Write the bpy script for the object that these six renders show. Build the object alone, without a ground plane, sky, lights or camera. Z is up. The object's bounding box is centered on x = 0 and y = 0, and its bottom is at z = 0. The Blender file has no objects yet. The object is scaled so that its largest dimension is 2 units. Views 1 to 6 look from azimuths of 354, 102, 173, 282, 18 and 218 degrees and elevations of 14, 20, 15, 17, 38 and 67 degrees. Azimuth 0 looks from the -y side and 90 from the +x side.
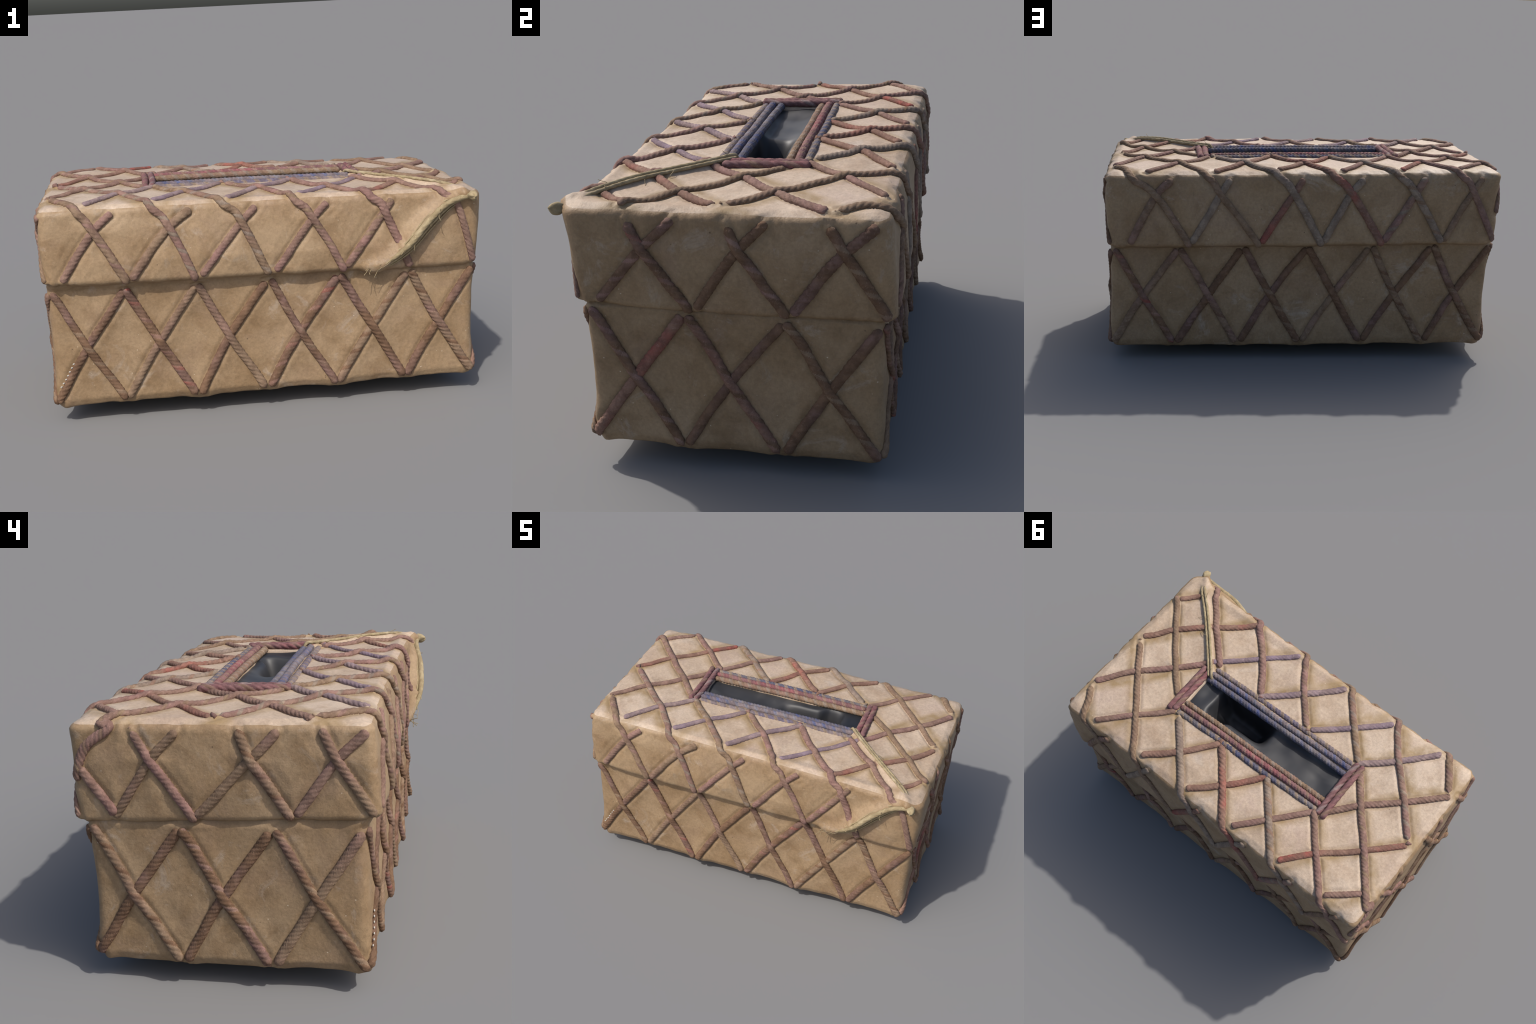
"""Tissue box cover: a two-part cardboard/hide box (lid over base) laced all
round with a diamond lattice of twisted paper cord, a slot in the lid framed
by laid cords, and a loose straw-coloured twine knotted at one corner."""
import bpy, bmesh, math, random
import numpy as np
from mathutils import Vector, noise
from mathutils.bvhtree import BVHTree
from mathutils.kdtree import KDTree

rnd = random.Random(7)
V = Vector

# --------------------------------------------------------------- dimensions
# sharp corners of the box at four levels: front-left, front-right,
# back-right, back-left (the front is -y)
LEVEL = {
    'top':   [(-.970, -.480, .964), (.950, -.524, .932), (.972, .522, .917), (-.957, .552, .964)],
    'brim':  [(-.966, -.497, .660), (.942, -.516, .618), (.952, .537, .588), (-.946, .563, .628)],
    'under': [(-.956, -.450, .618), (.938, -.492, .603), (.948, .500, .572), (-.939, .525, .612)],
    'foot':  [(-.956, -.462, .083), (.930, -.504, .088), (.948, .500, .066), (-.932, .530, .082)],
}
LEVEL = {k: [V(c) for c in v] for k, v in LEVEL.items()}
SLOT = [V((-.452, -.064, .96)), V((.466, -.064, .95)), V((.462, .134, .95)), V((-.454, .126, .97))]
SIDES = {'front': (0, 1), 'right': (1, 2), 'back': (2, 3), 'left': (3, 0)}


def top_z(x, y):
    """Height of the lid's gently tilted, slightly sagging top panel."""
    return .973 - .024 * x + .004 * math.sin(3.1 * x + 1) * math.cos(4 * y)


# --------------------------------------------------------------- materials
def node_mat(name):
    m = bpy.data.materials.new(name)
    m.use_nodes = True
    nt = m.node_tree
    for n in list(nt.nodes):
        nt.nodes.remove(n)
    out = nt.nodes.new('ShaderNodeOutputMaterial')
    b = nt.nodes.new('ShaderNodeBsdfPrincipled')
    nt.links.new(b.outputs[0], out.inputs[0])
    return m, nt, b


def coords(nt, scale=(1, 1, 1), shift=False):
    tc = nt.nodes.new('ShaderNodeTexCoord')
    mp = nt.nodes.new('ShaderNodeMapping')
    mp.inputs['Scale'].default_value = scale
    nt.links.new(tc.outputs['Object'], mp.inputs['Vector'])
    if shift:
        oi = nt.nodes.new('ShaderNodeObjectInfo')
        mul = nt.nodes.new('ShaderNodeMath')
        mul.operation = 'MULTIPLY'
        mul.inputs[1].default_value = 13.7
        nt.links.new(oi.outputs['Random'], mul.inputs[0])
        nt.links.new(mul.outputs[0], mp.inputs['Location'])
    return mp.outputs[0]


def noise_tex(nt, vec, scale, detail=4, rough=.55, dist=0):
    n = nt.nodes.new('ShaderNodeTexNoise')
    n.inputs['Scale'].default_value = scale
    n.inputs['Detail'].default_value = detail
    n.inputs['Roughness'].default_value = rough
    n.inputs['Distortion'].default_value = dist
    nt.links.new(vec, n.inputs['Vector'])
    return n.outputs['Fac']


def ramp(nt, fac, stops):
    r = nt.nodes.new('ShaderNodeValToRGB')
    el = r.color_ramp.elements
    while len(el) < len(stops):
        el.new(.5)
    for e, (p, c) in zip(el, stops):
        e.position = p
        e.color = (c, c, c, 1) if isinstance(c, (int, float)) else (*c, 1)
    nt.links.new(fac, r.inputs[0])
    return r.outputs[0]


def mix(nt, fac, a, b, mode='MIX'):
    m = nt.nodes.new('ShaderNodeMix')
    m.data_type = 'RGBA'
    m.blend_type = mode
    for sock, val in ((m.inputs[0], fac), (m.inputs[6], a), (m.inputs[7], b)):
        if isinstance(val, (int, float)):
            sock.default_value = val
        elif isinstance(val, tuple):
            sock.default_value = (*val, 1)
        else:
            nt.links.new(val, sock)
    return m.outputs[2]


def bump(nt, bsdf, height, strength, dist):
    b = nt.nodes.new('ShaderNodeBump')
    b.inputs['Strength'].default_value = strength
    b.inputs['Distance'].default_value = dist
    nt.links.new(height, b.inputs['Height'])
    nt.links.new(b.outputs[0], bsdf.inputs['Normal'])


def skin_material(name, warm, pale, grime, cord_shade=None):
    """Buff card / raw hide: soft mottling, pale bloom, painted ochre shading by the cords, specks."""
    m, nt, b = node_mat(name)
    v = coords(nt)
    big = noise_tex(nt, v, 2.6, 5, .6, .4)
    mid = noise_tex(nt, v, 9, 6, .65, .3)
    fine = noise_tex(nt, v, 75, 5, .7)
    c = mix(nt, ramp(nt, big, [(.34, 0), (.66, 1)]), warm, pale)
    c = mix(nt, ramp(nt, mid, [(.46, 0), (.68, .7)]), c, grime)
    c = mix(nt, ramp(nt, noise_tex(nt, v, 6.3, 7, .7, .8), [(.57, 0), (.70, .42)]), c, (.46, .40, .34))
    c = mix(nt, ramp(nt, noise_tex(nt, v, 4.4, 6, .62, .6), [(.52, 0), (.68, .5)]), c, tuple(q * k for q, k in zip(pale, (.84, .80, .86))))
    c = mix(nt, .6, c, ramp(nt, fine, [(.25, .34), (.75, .66)]), 'OVERLAY')
    grain = noise_tex(nt, v, 170, 3, .7)
    c = mix(nt, ramp(nt, grain, [(.62, 0), (.78, .35)]), c, tuple(min(1, q * 1.35 + .05) for q in pale))
    if cord_shade:        # quilted shading beside the lacing, painted as ochre-brown bands
        run = None
        for ax, ay, off in cord_shade:
            dot = nt.nodes.new('ShaderNodeVectorMath')
            dot.operation = 'DOT_PRODUCT'
            dot.inputs[1].default_value = (ax, ay, 0)
            nt.links.new(v, dot.inputs[0])
            saw = nt.nodes.new('ShaderNodeMath')
            saw.operation = 'ADD'
            saw.inputs[1].default_value = off + 20
            nt.links.new(dot.outputs['Value'], saw.inputs[0])
            pp = nt.nodes.new('ShaderNodeMath')
            pp.operation = 'PINGPONG'
            pp.inputs[1].default_value = .5
            nt.links.new(saw.outputs[0], pp.inputs[0])
            band = ramp(nt, pp.outputs[0], [(.06, 1), (.21, 0)])
            run = band if run is None else mix(nt, 1.0, run, band, 'LIGHTEN')
        patchy = ramp(nt, noise_tex(nt, v, 13, 4, .6, .3), [(.30, .25), (.62, .85)])
        c = mix(nt, mix(nt, 1.0, run, patchy, 'MULTIPLY'), c, (.275, .185, .085))
    vo = nt.nodes.new('ShaderNodeTexVoronoi')
    vo.inputs['Scale'].default_value = 26
    nt.links.new(v, vo.inputs['Vector'])
    spot = ramp(nt, vo.outputs['Distance'], [(.05, 1), (.10, 0)])
    pick = ramp(nt, noise_tex(nt, v, 31, 2), [(.60, 0), (.66, .8)])
    c = mix(nt, mix(nt, 1.0, spot, pick, 'MULTIPLY'), c, (.10, .06, .035))
    vo2 = nt.nodes.new('ShaderNodeTexVoronoi')
    vo2.inputs['Scale'].default_value = 33
    nt.links.new(coords(nt, (1.03, .97, 1.11)), vo2.inputs['Vector'])
    spot2 = ramp(nt, vo2.outputs['Distance'], [(.05, 1), (.11, 0)])
    pick2 = ramp(nt, noise_tex(nt, v, 23, 2), [(.56, 0), (.62, .7)])
    c = mix(nt, mix(nt, 1.0, spot2, pick2, 'MULTIPLY'), c, (.62, .52, .40))
    nt.links.new(c, b.inputs['Base Color'])
    b.inputs['Roughness'].default_value = .52
    b.inputs['Specular IOR Level'].default_value = .35
    h = mix(nt, .45, fine, mid)
    bump(nt, b, h, .5, .007)
    return m


def cord_material(name, base, dark, patch, amount=.5, rough=.8):
    """Twisted paper cord: fibrous streaks, dye patches along its run."""
    m, nt, b = node_mat(name)
    v = coords(nt, shift=True)
    dye = noise_tex(nt, v, 4.2, 3, .5)
    fib = noise_tex(nt, v, 110, 6, .75, 1.2)
    med = noise_tex(nt, v, 22, 4, .6, .5)
    c = mix(nt, ramp(nt, dye, [(.62 - .3 * amount, 0), (.78 - .3 * amount, .85)]), base, patch)
    c = mix(nt, ramp(nt, med, [(.42, .6), (.62, 0)]), c, dark)
    c = mix(nt, ramp(nt, fib, [(.56, 0), (.72, .65)]), c, tuple(min(1, 1.5 * q + .08) for q in base))
    c = mix(nt, ramp(nt, fib, [(.24, .6), (.42, 0)]), c, tuple(.45 * q for q in dark))
    nt.links.new(c, b.inputs['Base Color'])
    b.inputs['Roughness'].default_value = rough
    b.inputs['Specular IOR Level'].default_value = .2
    bump(nt, b, fib, .6, .005)
    return m


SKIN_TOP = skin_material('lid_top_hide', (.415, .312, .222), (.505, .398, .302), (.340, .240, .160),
                         cord_shade=((1 / .311, .87 / .311, -.04), (1 / .311, -.885 / .311, .07)))
SKIN_LID = skin_material('lid_wall_hide', (.280, .186, .102), (.345, .245, .148), (.210, .130, .066))  # wall colour darkened and warmed for the shade the sides carry
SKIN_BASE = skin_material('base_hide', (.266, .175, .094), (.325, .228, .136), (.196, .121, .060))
TAN, ROSE, MAUVE, RED, BROWN, STRAW, BLUE, INK, GREY, WINE, PLUM = [
    cord_material(n, *a) for n, a in {
        'cord_tan':   ((.265, .182, .120), (.138, .086, .056), (.265, .160, .130), .5),
        'cord_rose':  ((.275, .175, .135), (.138, .080, .062), (.285, .160, .145), .5),
        'cord_mauve': ((.310, .225, .205), (.150, .105, .112), (.255, .190, .240), .55),
        'cord_red':   ((.270, .162, .120), (.140, .074, .056), (.330, .070, .060), .36),
        'cord_brown': ((.205, .122, .075), (.100, .056, .034), (.230, .140, .125), .5),
        'straw':      ((.385, .310, .185), (.215, .160, .088), (.440, .365, .240), .4),
        'cord_blue':  ((.215, .200, .225), (.080, .078, .110), (.035, .065, .220), .62),
        'cord_ink':   ((.205, .178, .175), (.075, .068, .085), (.065, .075, .150), .52),
        'cord_grey':  ((.300, .232, .175), (.140, .100, .078), (.240, .180, .150), .5),
        'cord_wine':  ((.240, .128, .125), (.115, .058, .062), (.280, .100, .105), .5),
        'cord_plum':  ((.235, .190, .190), (.100, .080, .090), (.140, .125, .195), .55),
    }.items()]


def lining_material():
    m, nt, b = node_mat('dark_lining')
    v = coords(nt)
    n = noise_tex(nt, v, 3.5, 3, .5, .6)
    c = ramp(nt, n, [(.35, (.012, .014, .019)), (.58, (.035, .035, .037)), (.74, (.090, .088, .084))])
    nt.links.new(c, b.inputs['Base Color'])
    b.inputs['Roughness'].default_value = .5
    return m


LINING = lining_material()


# --------------------------------------------------------------- mesh tools
def link(me, name, parent=None, mats=()):
    o = bpy.data.objects.new(name, me)
    bpy.context.scene.collection.objects.link(o)
    for mt in mats:
        me.materials.append(mt)
    if parent:
        o.parent = parent
    return o


def ring(c4, inset, r, n_long, n_short, n_arc, bow=0.0):
    """Rounded quadrilateral through four corners, pulled in by `inset`."""
    cx = sum((c for c in c4), V()) / 4
    pts = []
    P = []
    for i in range(4):
        a, b, c = c4[i - 1], c4[i], c4[(i + 1) % 4]
        e1, e2 = (b - a), (c - b)
        e1.z = e2.z = 0
        e1.normalize(); e2.normalize()
        p = b.copy()
        p -= e1 * inset
        p += e2 * inset
        P.append(p)
    for i in range(4):
        b, c = P[i], P[(i + 1) % 4]
        a = P[i - 1]
        d_in = (b - a).normalized()
        d_out = (c - b).normalized()
        r_ = min(r, .45 * (b - a).length, .45 * (c - b).length)
        p0, p1 = b - d_in * r_, b + d_out * r_
        for k in range(n_arc):
            t = k / n_arc
            pts.append((1 - t) ** 2 * p0 + 2 * t * (1 - t) * (b * .75 + (p0 + p1) * .125) + t * t * p1)
        d2 = (P[(i + 2) % 4] - c).normalized()
        q0 = c - d_out * min(r, .45 * (c - b).length, .45 * (P[(i + 2) % 4] - c).length)
        n = n_long if i % 2 == 0 else n_short
        bw = bow[i] if isinstance(bow, tuple) else bow
        out = V((d_out.y, -d_out.x, 0))
        for k in range(n):
            t = k / n
            pts.append(p1.lerp(q0, t) + out * bw * 4 * t * (1 - t))
    return pts


NL, NS, NA = 205, 108, 6
RP = dict(n_long=NL, n_short=NS, n_arc=NA)


def densify(rings, step):
    out = [rings[0]]
    for a, b in zip(rings, rings[1:]):
        n = max(1, round(max((p - q).length for p, q in zip(a[::9], b[::9])) / step))
        for k in range(1, n + 1):
            out.append([p.lerp(q, k / n) for p, q in zip(a, b)])
    return out


def loft(rings, cap_start=False, cap_end=False):
    n = len(rings[0])
    verts = [tuple(p) for r in rings for p in r]
    faces = []
    for i in range(len(rings) - 1):
        for j in range(n):
            k = (j + 1) % n
            faces.append((i * n + j, i * n + k, (i + 1) * n + k, (i + 1) * n + j))
    if cap_start:
        verts.append(tuple(sum((V(p) for p in rings[0]), V()) / n))
        c = len(verts) - 1
        faces += [(c, (j + 1) % n, j) for j in range(n)]
    if cap_end:
        verts.append(tuple(sum((V(p) for p in rings[-1]), V()) / n))
        c = len(verts) - 1
        o = (len(rings) - 1) * n
        faces += [(c, o + j, o + (j + 1) % n) for j in range(n)]
    return verts, faces


def lerp4(a, b, t):
    return [p.lerp(q, t) for p, q in zip(a, b)]


def up(c4, dz):
    return [c + V((0, 0, dz)) for c in c4]


def on_top(pts, drop):
    return [V((p.x, p.y, top_z(p.x, p.y) - drop)) for p in pts]


T, L, U, B = LEVEL['top'], LEVEL['brim'], LEVEL['under'], LEVEL['foot']

lid_rings = densify([
    ring(up(L, .002), .040, .03, **RP),
    ring(up(L, -.004), .012, .03, **RP),
    ring(up(L, .006), .001, .034, bow=.006, **RP),
    ring(lerp4(L, T, .30), -.002, .034, bow=.010, **RP),
    ring(lerp4(L, T, .70), .000, .034, bow=(-.004, .006, .006, .006), **RP),
    ring(lerp4(L, T, .97), 0, .032, bow=(-.014, .002, .002, .003), **RP),
    ring(up(T, .007), .008, .032, bow=(-.014, .001, .001, .002), **RP),
    ring(up(T, .020), .036, .034, bow=(-.006, 0, 0, 0), **RP),
    on_top(ring(T, .080, .035, **RP), .007),
    on_top(ring(T, .140, .035, **RP), .001),
    on_top(ring(SLOT, -.030, .02, **RP), 0),
    on_top(ring(SLOT, -.006, .012, **RP), .004),
    on_top(ring(SLOT, 0, .010, **RP), .012),
    on_top(ring(SLOT, 0, .010, **RP), .024),
], .0085)
base_rings = densify([
    [V((q.x * .1, q.y * .1, .0)) for q in ring(B, .1, .04, **RP)],
    [V((q.x, q.y, .010)) for q in ring(B, .38, .04, **RP)],
    ring(up(B, -.018), .12, .04, **RP),
    ring(up(B, -.006), .034, .04, **RP),
    ring(up(B, .002), .008, .036, **RP),
    ring(up(B, .032), -.002, .036, bow=(.004, .000, -.006, .008), **RP),
    ring(lerp4(B, U, .35), .000, .036, bow=(.004, -.010, -.012, .012), **RP),
    ring(lerp4(B, U, .75), .000, .034, bow=(.000, -.009, -.010, .011), **RP),
    ring(U, 0, .034, bow=(.000, .000, -.002, .010), **RP),
    ring(up(L, .004), .018, .034, bow=.004, **RP),
    ring(up(L, .02), .034, .03, **RP),
], .0085)


# --------------------------------------------------------------- lattice
def side_point(part, side, s, t):
    a, b = SIDES[side]
    lo, hi = (L, T) if part == 'lid' else (B, U)
    return lo[a].lerp(lo[b], s).lerp(hi[a].lerp(hi[b], s), t)


class Cord:
    def __init__(self, part, pts, mats, over, radius=.0185, kind='side', lift=None):
        self.__dict__.update(part=part, pts=[V(p) for p in pts], mats=mats, over=over,
                             radius=radius, kind=kind, lift=lift)


cords = []
# base: a continuous row of diamonds, one per pitch
for side, n in (('front', 6), ('right', 3), ('back', 6), ('left', 3)):
    for i in range(n):
        j = lambda k=.010: rnd.uniform(-k, k) * 6 / n
        m = (i + .485) / n + j(.004)
        warm = {'front': [(BROWN, TAN), (BROWN, RED), (TAN, BROWN)], 'right': [(BROWN, ROSE), (RED, BROWN), (BROWN, TAN)],
                'back': [(BROWN, RED), (TAN, BROWN), (BROWN, TAN)], 'left': [(TAN, BROWN), (BROWN, ROSE), (BROWN, TAN)]}[side]
        over_end = {'front': .035, 'right': .035, 'back': .04, 'left': .03}[side]
        cords.append(Cord('base', [side_point('base', side, *q) for q in
                     (((i + .075) / n + j(.003), .985), (m, .52), ((i + .955) / n + j(.003), over_end))],
                     warm[i % 3], True))
        cords.append(Cord('base', [side_point('base', side, *q) for q in
                     (((i + .02) / n + j(.003), .045), (m - .035 / n, .475), (min((i + 1.035) / n, .995) + j(.003), .975))],
                     warm[(i + 1) % 3], False))

# lid sides: crossings high on the side, feet just above the brim.
# (s of crossing, s of head, s of foot) for the falling cords
LID_ROWS = {
    'front': [(.120, .095, .186), (.290, .262, .341), (.455, .425, .509), (.617, .585, .684), (.786, .760, .838), (.957, .925, .992)],
    'right': [(.237, .193, .371), (.551, .513, .673), (.874, .822, .986)],
    'back':  [(.125, .070, .201), (.285, .257, .380), (.470, .435, .540), (.617, .575, .697), (.780, .740, .856), (.932, .901, .997)],
    'left':  [(.278, .213, .409), (.612, .567, .724), (.885, .843, .990)],
}
RISING = {   # (foot s, crossing s, cut-end s) of the rising cords
    'front': [(.042, .118, .164), (.196, .284, .340), (.355, .445, .487), (.525, .607, .648), (.690, .768, .797)],
    'right': [(.075, .235, .349), (.394, .530, .638), (.693, .846, .966)],
    'back':  [(.050, .119, .164), (.207, .279, .309), (.385, .461, .492), (.546, .609, .645), (.703, .776, .805), (.861, .923, .952)],
    'left':  [(.140, .270, .370), (.416, .597, .702), (.742, .878, .983)],
}
CROSS_T = {'front': .735, 'right': .66, 'back': .735, 'left': .66}
# the falling cords of the long sides run on, over the edge, across the top:
# (x, y) of the crossings there
OVER_TOP = {
    ('front', 0): [(-.763, -.468), (-.867, -.382), (-.926, -.284)],
    ('front', 1): [(-.468, -.464), (-.594, -.315), (-.760, -.134), (-.920, .054)],
    ('front', 2): [(-.161, -.479), (-.314, -.311), (-.445, -.165)],
    ('front', 3): [(.164, -.489), (.009, -.303), (-.121, -.161)],
    ('front', 4): [(.444, -.483), (.305, -.322), (.187, -.164)],
    ('front', 5): [(.770, -.497), (.617, -.314), (.470, -.160)],
    ('back', 0): [(.821, .506), (.885, .430), (.938, .354)],
    ('back', 1): [(.460, .525), (.619, .349), (.766, .172), (.910, -.015)],
    ('back', 2): [(.130, .530), (.291, .374), (.420, .232)],
    ('back', 3): [(-.160, .540), (.001, .378), (.138, .222)],
    ('back', 4): [(-.450, .530), (-.292, .372), (-.168, .227)],
    ('back', 5): [(-.760, .545), (-.582, .363), (-.462, .219)],
}
MATS_LID = {'front': [(TAN, ROSE), (ROSE, GREY), (TAN, GREY), (ROSE, TAN), (ROSE, BROWN), (ROSE, TAN)],
            'right': [(BROWN, RED), (BROWN, ROSE), (BROWN, TAN)],
            'back': [(TAN, BROWN), (TAN, BROWN), (GREY, TAN), (RED, ROSE), (GREY, TAN), (ROSE, GREY)],
            'left': [(ROSE, BROWN), (TAN, BROWN), (TAN, BROWN)]}
for side, rows in LID_ROWS.items():
    for i, (c, h, f) in enumerate(rows):
        head_t = {'right': .95, 'left': 1.0}.get(side, .97)
        pts = [side_point('lid', side, f, .02), side_point('lid', side, c, CROSS_T[side]),
               side_point('lid', side, h, head_t)]
        for x, y in OVER_TOP.get((side, i), [])[1:]:
            pts.append(V((x, y, top_z(x, y))))
        cords.append(Cord('lid', pts, MATS_LID[side][i], True))
    for i, (f, c, e) in enumerate(RISING[side]):
        pts = [side_point('lid', side, f, .035), side_point('lid', side, c, CROSS_T[side] - .03),
               side_point('lid', side, e, .97)]
        cords.append(Cord('lid', pts, MATS_LID[side][(i + 1) % len(rows)], False))
# the extra wrap at the left face's rear corner
cords.append(Cord('lid', [side_point('lid', 'left', .03, .56), side_point('lid', 'left', .145, .08)], (ROSE, BROWN), True))
cords.append(Cord('lid', [side_point('lid', 'left', .006, .43), side_point('lid', 'left', .05, .78),
                          side_point('lid', 'left', .14, 1.0), (-.94, .43, .985),
                          (-.779, .228, .99), (-.638, .062, .985), (-.515, -.095, .98)], (ROSE, TAN), True))


# cords lying on the top only: the upper set beside the slot's right end ...
TOP_UPPER = [([(.928, -.342), (.783, -.162), (.639, .006), (.548, .100)], (TAN, ROSE))]
# ... and the lower set, tucked under at every crossing
TOP_LOWER = [
    ([(.907, -.342), (.823, -.432)], (RED, ROSE)),
    ([(.911, -.039), (.802, -.171), (.668, -.287), (.598, -.341), (.451, -.478)], (RED, MAUVE)),
    ([(.935, .326), (.796, .150), (.645, .010), (.525, -.118)], (ROSE, RED)),
    ([(.470, -.170), (.311, -.318), (.153, -.463)], (MAUVE, ROSE)),
    ([(.779, .500), (.619, .349), (.500, .235)], (ROSE, GREY)),
    ([(.145, -.158), (-.002, -.289), (-.159, -.455)], (MAUVE, ROSE)),
    ([(.453, .498), (.308, .377), (.185, .236)], (RED, ROSE)),
    ([(-.190, -.171), (-.330, -.291), (-.477, -.438)], (MAUVE, MAUVE)),
    ([(.143, .499), (.007, .382), (-.121, .231)], (RED, TAN)),
    ([(-.490, -.164), (-.630, -.291), (-.772, -.448)], (MAUVE, MAUVE)),
    ([(-.166, .515), (-.297, .378), (-.441, .216)], (ROSE, TAN)),
    ([(-.510, .150), (-.621, .025), (-.774, -.115), (-.937, -.285)], (ROSE, RED)),
    ([(-.462, .515), (-.591, .375), (-.764, .220), (-.917, .061)], (RED, TAN)),
    ([(-.747, .519), (-.911, .382)], (ROSE, MAUVE)),
]
for rows, over in ((TOP_UPPER, True), (TOP_LOWER, False)):
    for pts, mats in rows:
        cords.append(Cord('lid', [V((x, y, top_z(x, y))) for x, y in pts], mats, over, radius=.0168))


# cords that stop at the slot are tucked under its frame
for c in cords:
    for e, q in ((0, 1), (-1, -2)):
        p = c.pts[e]
        if c.part == 'lid' and abs(p.x) < .56 and -.22 < p.y < .27:
            c.pts[e] = p + (p - c.pts[q]).normalized() * .042


def spline(pts, step):
    """Catmull-Rom through the points, resampled evenly."""
    P = [pts[0] * 2 - pts[1]] + pts + [pts[-1] * 2 - pts[-2]]
    fine = []
    for i in range(1, len(P) - 2):
        a, b, c, d = P[i - 1:i + 3]
        for k in range(24):
            t = k / 24
            fine.append(.5 * (2 * b + (c - a) * t + (2 * a - 5 * b + 4 * c - d) * t * t + (3 * b - a - 3 * c + d) * t ** 3))
    fine.append(pts[-1].copy())
    acc = [0]
    for a, b in zip(fine, fine[1:]):
        acc.append(acc[-1] + (b - a).length)
    n = max(2, round(acc[-1] / step))
    out, j = [], 0
    for k in range(n + 1):
        s = acc[-1] * k / n
        while j < len(acc) - 2 and acc[j + 1] < s:
            j += 1
        u = (s - acc[j]) / max(1e-9, acc[j + 1] - acc[j])
        out.append(fine[j].lerp(fine[j + 1], min(1, u)))
    return out


# --------------------------------------------------------------- the skins
def bvh(rings):
    v, f = loft(rings)
    return BVHTree.FromPolygons(v, f)


tree = {'lid': bvh(lid_rings), 'base': bvh(base_rings)}
STEP = .0055

for c in cords:
    path = spline(c.pts, STEP)
    c.path, c.nor = [], []
    ph = rnd.uniform(0, 50)
    for k, p in enumerate(path):
        w = noise.noise_vector(V((ph, k * STEP * 9, 0))) * .0035
        loc, nor, *_ = tree[c.part].find_nearest(p + w)
        out = V((loc.x * .55, loc.y, loc.z - .5))
        c.path.append(loc)
        c.nor.append(nor if nor.dot(out) > 0 else -nor)
    # smooth the normals so that the cord rolls over edges softly
    for _ in range(6):
        n2 = c.nor[:]
        for k in range(1, len(n2) - 1):
            n2[k] = (c.nor[k - 1] + c.nor[k] * 2 + c.nor[k + 1]).normalized()
        c.nor = n2

overs = [(p, i) for i, c in enumerate(cords) if c.over for p in c.path]
unders = [(p, i) for i, c in enumerate(cords) if not c.over for p in c.path]


def kd(points):
    t = KDTree(len(points))
    for i, (p, _) in enumerate(points):
        t.insert(p, i)
    t.balance()
    return t


kd_over, kd_under = kd(overs), kd(unders)
kd_all = kd(overs + unders)


KNOT = V((.907, -.560, .928))
TWINE_RUN = [zt for zt in ((.450, -.068), (.49, -.115), (.60, -.235), (.72, -.36), (.84, -.475))]
TWINE_RUN = [V((x, y, top_z(x, y) - (.015 if y < -.45 else 0))) for x, y in TWINE_RUN]
TAIL_CREST = [V(q) for q in ((.870, -.540, .922), (.793, -.546, .896), (.706, -.566, .831), (.617, -.568, .731),
                             (.527, -.543, .655), (.462, -.522, .630))]
TWINE_TAIL = [tree['lid'].ray_cast(V((q.x, -1, q.z)), V((0, 1, 0)))[0] for q in TAIL_CREST]
kd_twine = kd([(p, 0) for p in spline(TWINE_RUN + [KNOT], .01)])
# the cloth of the lid front is dragged out into a fold under the tail
fold = spline(TWINE_TAIL, .006)
fold_rise = [max(0, p.y - q.y - .004) for p, q in zip(fold, spline(TAIL_CREST, .006 * .93) + [TAIL_CREST[-1]] * 9)]
kd_fold = kd([(p, k) for k, p in enumerate(fold)])


def weather(rings, part, centre):
    """Press the lacing into the skin, swell the panels between, add dents."""
    v, f = loft(rings, cap_start=(part == 'base'))
    me = bpy.data.meshes.new(part)
    me.from_pydata(v, [], f)
    bm = bmesh.new()
    bm.from_mesh(me)
    bmesh.ops.recalc_face_normals(bm, faces=bm.faces)
    bm.normal_update()
    moves, pinch = [], []
    for q in bm.verts:
        _, _, d = kd_all.find(q.co)
        near = math.exp(-(d / .022) ** 2)
        swell = min(1, d / .075)
        flat = 1.0
        if q.co.z < .07 and part == 'base':
            flat = .35
        d1, d2 = kd_over.find(q.co)[2], kd_under.find(q.co)[2]
        h = .0085 * min(1.45, math.exp(-(d1 / .044) ** 2) + math.exp(-(d2 / .044) ** 2)) - .0080 * math.exp(-((d - .018) / .010) ** 2)
        if part == 'lid':
            h += (.004 if q.normal.z > .6 else .009) * min(1, d / .07) ** 2
        h += .007 * noise.fractal(q.co * 3.4, 1, 2, 3) + .0014 * noise.noise(q.co * 19)
        if part == 'lid':
            k = kd_twine.find(q.co)[2]
            h += .017 * math.exp(-(k / .018) ** 2)
            _, m, k = kd_fold.find(q.co)
            k = k / (.036 if q.co.z > fold[m].z + .2 * (q.co.x - fold[m].x) else .020)
            h += fold_rise[m] * math.exp(-k * k) * (1 if q.normal.y < 0 else 0)
            k = (q.co - KNOT).length
            if k < .16:
                pinch.append((q, (KNOT - q.co) * (.48 * math.exp(-(k / .046) ** 2))))
        moves.append(q.normal * h * flat)
    for q, m in zip(bm.verts, moves):
        q.co += m
    for q, m in pinch:
        q.co += m
    bm.to_mesh(me)
    bm.free()
    for p in me.polygons:
        p.use_smooth = True
    return me


root = bpy.data.objects.new('tissue_box_cover', None)
bpy.context.scene.collection.objects.link(root)
root['label'] = 'buff two-part tissue box laced with twisted cord diamonds'
root['category'] = 'tissue box'

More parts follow.
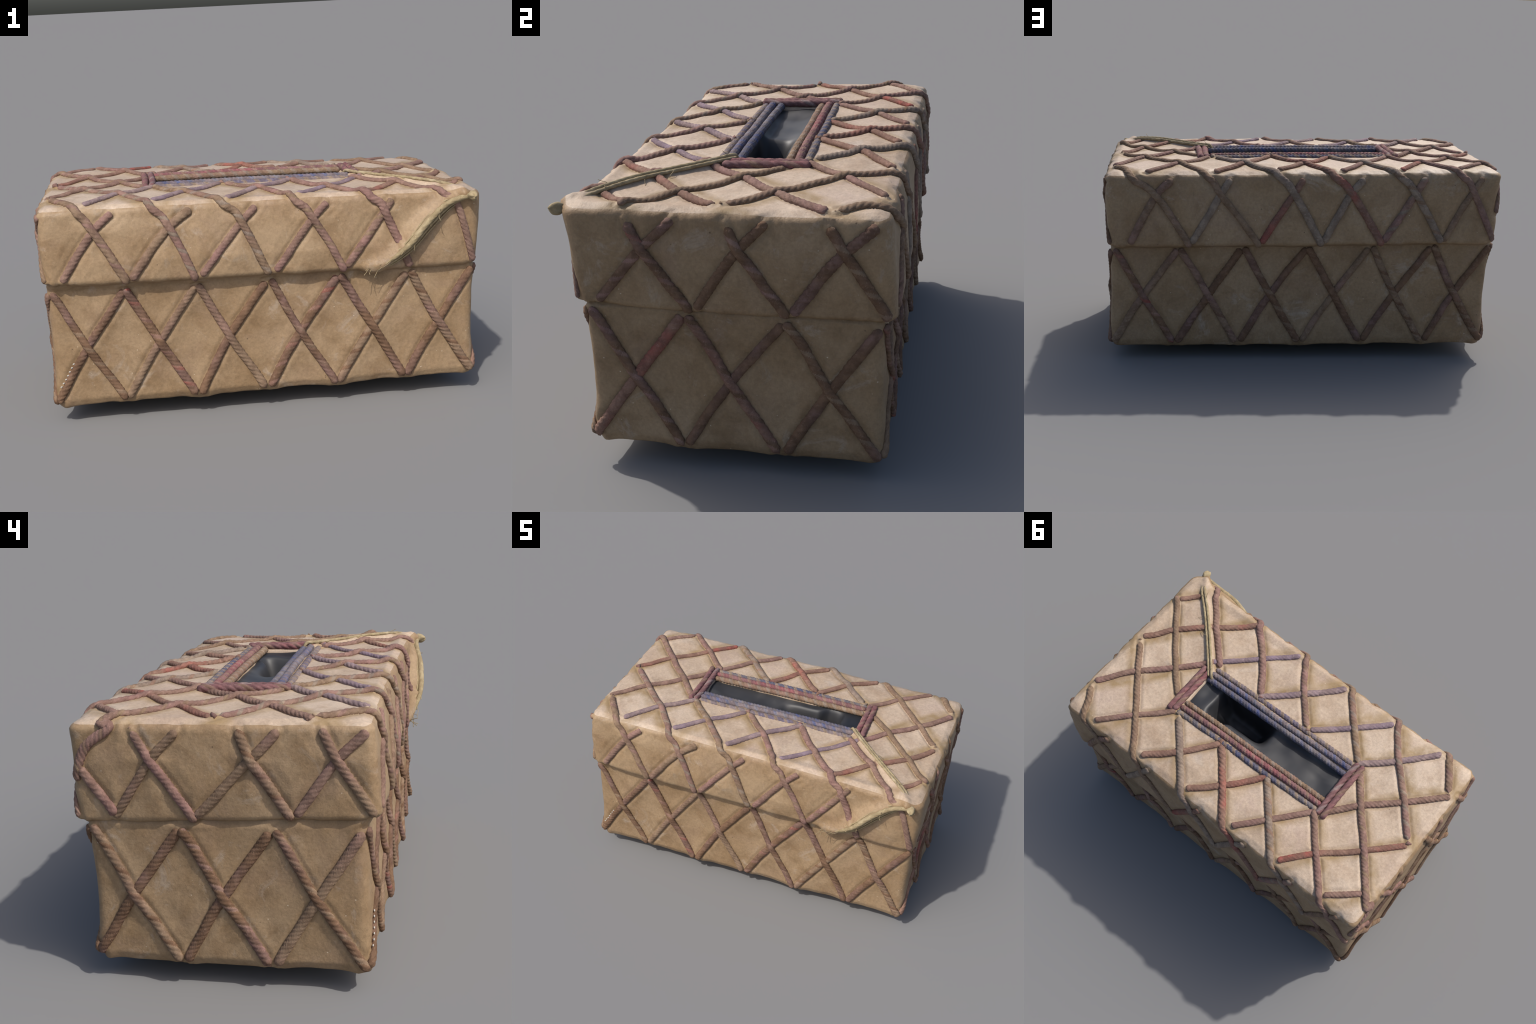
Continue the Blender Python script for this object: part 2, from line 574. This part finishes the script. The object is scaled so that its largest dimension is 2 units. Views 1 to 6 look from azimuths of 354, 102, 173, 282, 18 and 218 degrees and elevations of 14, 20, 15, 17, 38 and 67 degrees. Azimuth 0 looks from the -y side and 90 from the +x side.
part = {}
part['base'] = link(weather(base_rings, 'base', None), 'base', root, [SKIN_BASE])
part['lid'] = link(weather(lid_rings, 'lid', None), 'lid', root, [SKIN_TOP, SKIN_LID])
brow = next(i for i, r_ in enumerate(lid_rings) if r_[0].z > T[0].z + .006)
for p in part['lid'].data.polygons:      # same skin, tinted lighter on the bright top, darker on the shaded walls
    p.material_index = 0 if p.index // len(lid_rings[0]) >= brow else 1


# --------------------------------------------------------------- cords
def twist_tube(path, nors, radius, strands=4, pitch=.11, seg=32, groove=.25, fray=.0, phase=0, flat=1.0,
               taper=True, strand_mat=(0, 0, 1, 0), swell=None, hand=1):
    """Sweep a lobed section along a path, turning it as it goes: a laid cord."""
    n = len(path)
    verts, faces, midx = [], [], []
    s = 0
    for k in range(n):
        t = (path[min(k + 1, n - 1)] - path[max(k - 1, 0)]).normalized()
        up_ = nors[k] - t * nors[k].dot(t)
        up_.normalize()
        side_ = t.cross(up_)
        if k:
            s += (path[k] - path[k - 1]).length
        r = radius * (1 + .09 * noise.noise(V((s * 16, phase, 1))))
        if swell:
            r *= swell(k / (n - 1))
        if taper:
            e = min(s, (n - 1) * STEP - s)
            r *= min(1, .62 + e / .02)
        a0 = phase + hand * 2 * math.pi * s / pitch
        for j in range(seg):
            a = 2 * math.pi * j / seg
            lobe = abs(math.sin((a + a0) * strands / 2))
            fine = .040 * math.sin(11 * (a + a0 * 1.0) + 3 * noise.noise(V((s * 30, phase, 4))))
            rr = r * (1 - groove + groove * lobe ** .7 + fine)
            verts.append(path[k] + side_ * (math.cos(a) * rr) + up_ * (math.sin(a) * rr * flat))
            if k < n - 1:
                faces.append((k * seg + j, k * seg + (j + 1) % seg, (k + 1) * seg + (j + 1) % seg, (k + 1) * seg + j))
                u = ((a + math.pi / seg + a0) / (2 * math.pi) * strands) % strands
                midx.append(strand_mat[int(u) % len(strand_mat)])
    for k, o in ((0, 0), (n - 1, (n - 1) * seg)):
        t = (path[1] - path[0]) if k == 0 else (path[-2] - path[-1])
        verts.append(path[k] - t.normalized() * radius * .25)
        c_ = len(verts) - 1
        for j in range(seg):
            a, b = o + j, o + (j + 1) % seg
            faces.append((c_, b, a) if k == 0 else (c_, a, b))
            midx.append(0)
    return verts, faces, midx


def tube_object(name, data, parent, mats):
    v, f, mi = data
    me = bpy.data.meshes.new(name)
    me.from_pydata([tuple(p) for p in v], [], f)
    o = link(me, name, parent, mats)
    me.polygons.foreach_set('material_index', mi)
    me.polygons.foreach_set('use_smooth', [True] * len(f))
    me.validate()
    me.update()
    return o


def mesh_bvh(o):
    return BVHTree.FromPolygons([v.co for v in o.data.vertices], [p.vertices[:] for p in o.data.polygons])


worn = {k: mesh_bvh(part[k]) for k in ('lid', 'base')}
for c in cords:      # how far the weathered skin stands off the smooth one, along each cord
    rise = []
    for p, nr in zip(c.path, c.nor):
        hit = worn[c.part].ray_cast(p + nr * .07, -nr, .12)[0]
        rise.append(max(-.014, min(.020, (hit - p).dot(nr))) if hit else (rise[-1] if rise else 0))
    for _ in range(10):
        rise = [rise[0]] + [(a + 2 * b + d) / 4 for a, b, d in zip(rise, rise[1:], rise[2:])] + [rise[-1]]
    c.rise = [max(-.012, min(.017, r_)) for r_ in rise]

for i, c in enumerate(cords):
    path = []
    n = len(c.path)
    for k, (p, nr) in enumerate(zip(c.path, c.nor)):
        h = c.rise[k] + (-.0036 if c.nor[k].z > .6 else -.0034)
        if c.over:
            d = kd_under.find(p)[2]
            h += .0070 * math.exp(-(d / .030) ** 2)
        else:
            d = kd_over.find(p)[2]
            h -= .0020 * math.exp(-(d / .024) ** 2)
        path.append(p + nr * h)
    data = twist_tube(path, c.nor, c.radius * rnd.uniform(.90, 1.08), strands=4, pitch=rnd.uniform(.080, .105),
                      phase=rnd.uniform(0, 6), flat=.70, hand=-1 if c.over else 1,
                      groove=rnd.uniform(.16, .28),
                      strand_mat=(0, 0, 1, 0) if rnd.random() < (.6 if c.over else .2) else (0,))
    tube_object('cord', data, part[c.part], list(c.mats))

# --------------------------------------------------------------- slot frame
def free_cord(name, pts, radius, mats, parent, **kw):
    path = spline([V(p) for p in pts], STEP)
    nors = [kw.pop('normal', V((0, 0, 1)))] * len(path)
    return tube_object(name, twist_tube(path, nors, radius, phase=rnd.uniform(0, 6), **kw), parent, list(mats))


def zt(x, y, h=.006):
    return (x, y, top_z(x, y) + h)


frame = bpy.data.objects.new('slot_frame', None)
bpy.context.scene.collection.objects.link(frame)
frame.parent = part['lid']
# long sides: three cords each, the innermost rolled slightly into the slot
LONG = [
    (-.124, -.122, (PLUM, GREY), .0160, .000), (-.090, -.087, (PLUM, BLUE), .0165, .007), (-.056, -.054, (INK, BLUE), .0165, .000),
    (.122, .131, (TAN, GREY), .0165, .000), (.155, .165, (WINE, ROSE), .0170, .007), (.188, .198, (INK, GREY), .0160, .002),
]
for y0, y1, mats, r, h in LONG:
    xs = [-.452, -.25, 0, .25, .462]
    pts = []
    for k, x in enumerate(xs):
        y = y0 + (y1 - y0) * k / 4 + rnd.uniform(-.003, .003)
        pts.append(zt(x, y, h))
    free_cord('long_cord', pts, r, mats, frame, pitch=.058, strands=3, strand_mat=(0, 1, 0), groove=.30)
for x, ya, yb, mats in ((.478, -.105, .205, (WINE, ROSE)), (.510, -.098, .213, (WINE, ROSE)),
                        (-.466, -.140, .205, (WINE, MAUVE)), (-.498, -.143, .210, (WINE, ROSE))):
    pts = [zt(x + rnd.uniform(-.004, .004), ya + (yb - ya) * k / 3, .010) for k in range(4)]
    free_cord('end_cord', pts, .0165, mats, frame, pitch=.14)

# --------------------------------------------------------------- the lining
def smooth(a, b, x):
    t = max(0, min(1, (x - a) / (b - a)))
    return t * t * (3 - 2 * t)


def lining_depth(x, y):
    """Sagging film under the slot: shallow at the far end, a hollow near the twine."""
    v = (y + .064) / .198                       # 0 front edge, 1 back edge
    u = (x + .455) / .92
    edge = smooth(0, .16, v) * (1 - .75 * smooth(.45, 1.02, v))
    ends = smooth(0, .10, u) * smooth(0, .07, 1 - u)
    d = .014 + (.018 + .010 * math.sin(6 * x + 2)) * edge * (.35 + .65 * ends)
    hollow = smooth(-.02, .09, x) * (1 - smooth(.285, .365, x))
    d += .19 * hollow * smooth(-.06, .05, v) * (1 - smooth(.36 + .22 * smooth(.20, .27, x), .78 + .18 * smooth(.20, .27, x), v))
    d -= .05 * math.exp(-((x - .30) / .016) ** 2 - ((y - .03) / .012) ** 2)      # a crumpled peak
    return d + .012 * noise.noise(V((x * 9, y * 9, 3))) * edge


nx, ny = 110, 34
v, f = [], []
for i in range(nx + 1):
    for j in range(ny + 1):
        x = -.470 + .952 * i / nx
        y = -.080 + .232 * j / ny
        v.append((x, y, top_z(x, y) - lining_depth(x, y)))
f = [(i * (ny + 1) + j, (i + 1) * (ny + 1) + j, (i + 1) * (ny + 1) + j + 1, i * (ny + 1) + j + 1)
     for i in range(nx) for j in range(ny)]
me = bpy.data.meshes.new('lining')
me.from_pydata(v, [], f)
me.polygons.foreach_set('use_smooth', [True] * len(f))
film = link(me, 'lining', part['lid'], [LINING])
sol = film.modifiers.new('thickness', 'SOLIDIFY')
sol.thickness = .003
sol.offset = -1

# --------------------------------------------------------------- loose twine
twine = bpy.data.objects.new('twine', None)
bpy.context.scene.collection.objects.link(twine)
twine.parent = part['lid']
lift = lambda pts, v: [p + V(v) for p in pts]
run = [V((.405, -.020, .895)), V((.435, -.05, .955))] + lift(TWINE_RUN, (0, 0, .027)) + [KNOT]
free_cord('strand', run, .0078, (STRAW, STRAW), twine, pitch=.06, strands=2)
run2 = lift(TWINE_RUN, (.012, .011, .022)) + [KNOT]
free_cord('strand', run2, .0070, (STRAW, STRAW), twine, pitch=.06, strands=2)
tail = [KNOT] + [q + V((0, -.010, 0)) for q in TAIL_CREST]
free_cord('strand', tail, .0145, (STRAW, STRAW), twine, normal=V((0, -1, 0)), pitch=.17, strands=5, groove=.14,
          swell=lambda u: .85 + .3 * u if u < .6 else 1.03 - .85 * (u - .6) / .4)
for dx, dz, dy, r in ((.012, -.018, .003, .0065), (-.006, .012, .006, .0045), (.020, -.034, .014, .0040), (.004, -.010, -.008, .0040)):
    pts = [KNOT] + [q + V((dx, dy, dz)) * f_ for q, f_ in zip(TAIL_CREST, (.4, .9, 1.1, .9, .6, .3))]
    free_cord('strand', pts, r, (STRAW, STRAW), twine, normal=V((0, -1, 0)), pitch=.12, strands=2)


def fibre(start, heading, length, parent, mat, r=.0014):
    """One loose fuzz fibre, a slender curling tube."""
    p, h, path = V(start), V(heading).normalized(), []
    for k in range(9):
        path.append(p.copy())
        h = (h + V([rnd.uniform(-.35, .35) for _ in range(3)])).normalized()
        p += h * length / 8
        p.y = max(p.y, -.584)
    nors = [V((.3, -.6, .74))] * len(path)
    return twist_tube(path, nors, r, strands=1, seg=5, groove=0, taper=False)


fz_v, fz_f = [], []
for path, n in ((spline(tail, .01), 22), (spline(run, .01), 6)):
    for _ in range(n):
        k = rnd.randrange(9, len(path) - 1)
        along = path[k] - path[k - 1]
        v_, f_, _m = fibre(path[k], along.normalized() + V((rnd.uniform(-.7, .7), rnd.uniform(-.02, .12), rnd.uniform(-.6, .6))),
                           rnd.uniform(.03, .08), twine, STRAW, rnd.uniform(.0009, .0016))
        o = len(fz_v)
        fz_v += v_
        fz_f += [tuple(i + o for i in q) for q in f_]
for k in range(5):     # frayed ends hanging in the slot and at the brim
    for at, hd in ((run[0], V((-.15, -.1, -1))), (tail[-1], V((-1, -.1, -.25)))):
        v_, f_, _m = fibre(at, hd + V([rnd.uniform(-.3, .3) for _ in range(3)]), rnd.uniform(.03, .07), twine, STRAW, .0016)
        o = len(fz_v)
        fz_v += v_
        fz_f += [tuple(i + o for i in q) for q in f_]
fuzz = tube_object('fuzz', (fz_v, fz_f, [0] * len(fz_f)), twine, [STRAW])
fuzz['kind'] = 'stuff'
bm = bmesh.new()
bmesh.ops.create_icosphere(bm, subdivisions=4, radius=.024)
for q in bm.verts:
    a = math.atan2(q.co.x, q.co.z)
    q.co *= 1 + .10 * math.sin(3 * a + 90 * q.co.y) + .10 * noise.noise(q.co * 60)
    q.co = V((q.co.x * .9, q.co.y * (1.35 if q.co.y < 0 else .9), q.co.z * .9)) + KNOT
me = bpy.data.meshes.new('knot')
bm.to_mesh(me); bm.free()
me.polygons.foreach_set('use_smooth', [True] * len(me.polygons))
link(me, 'knot', twine, [STRAW])

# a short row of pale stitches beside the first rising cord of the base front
stitch_me = None
for k in range(7):
    p, nr, *_ = tree['base'].find_nearest(side_point('base', 'front', .013 + .0052 * k, .185 + .032 * k))
    if nr.y > 0:
        nr = -nr
    if stitch_me is None:
        bm = bmesh.new()
        bmesh.ops.create_icosphere(bm, subdivisions=2, radius=.0055)
        for q in bm.verts:
            q.co.y *= .5
            q.co.z *= .62
        stitch_me = bpy.data.meshes.new('stitch')
        bm.to_mesh(stitch_me)
        bm.free()
        stitch_me.polygons.foreach_set('use_smooth', [True] * len(stitch_me.polygons))
        m, nt, b = node_mat('pale_thread')
        b.inputs['Base Color'].default_value = (.44, .42, .38, 1)
        b.inputs['Roughness'].default_value = .8
        stitch_me.materials.append(m)
    o = bpy.data.objects.new('stitch', stitch_me)
    bpy.context.scene.collection.objects.link(o)
    o.parent = part['base']
    o.location = p + nr * .010
    o.rotation_euler = (0, -.35, 0)
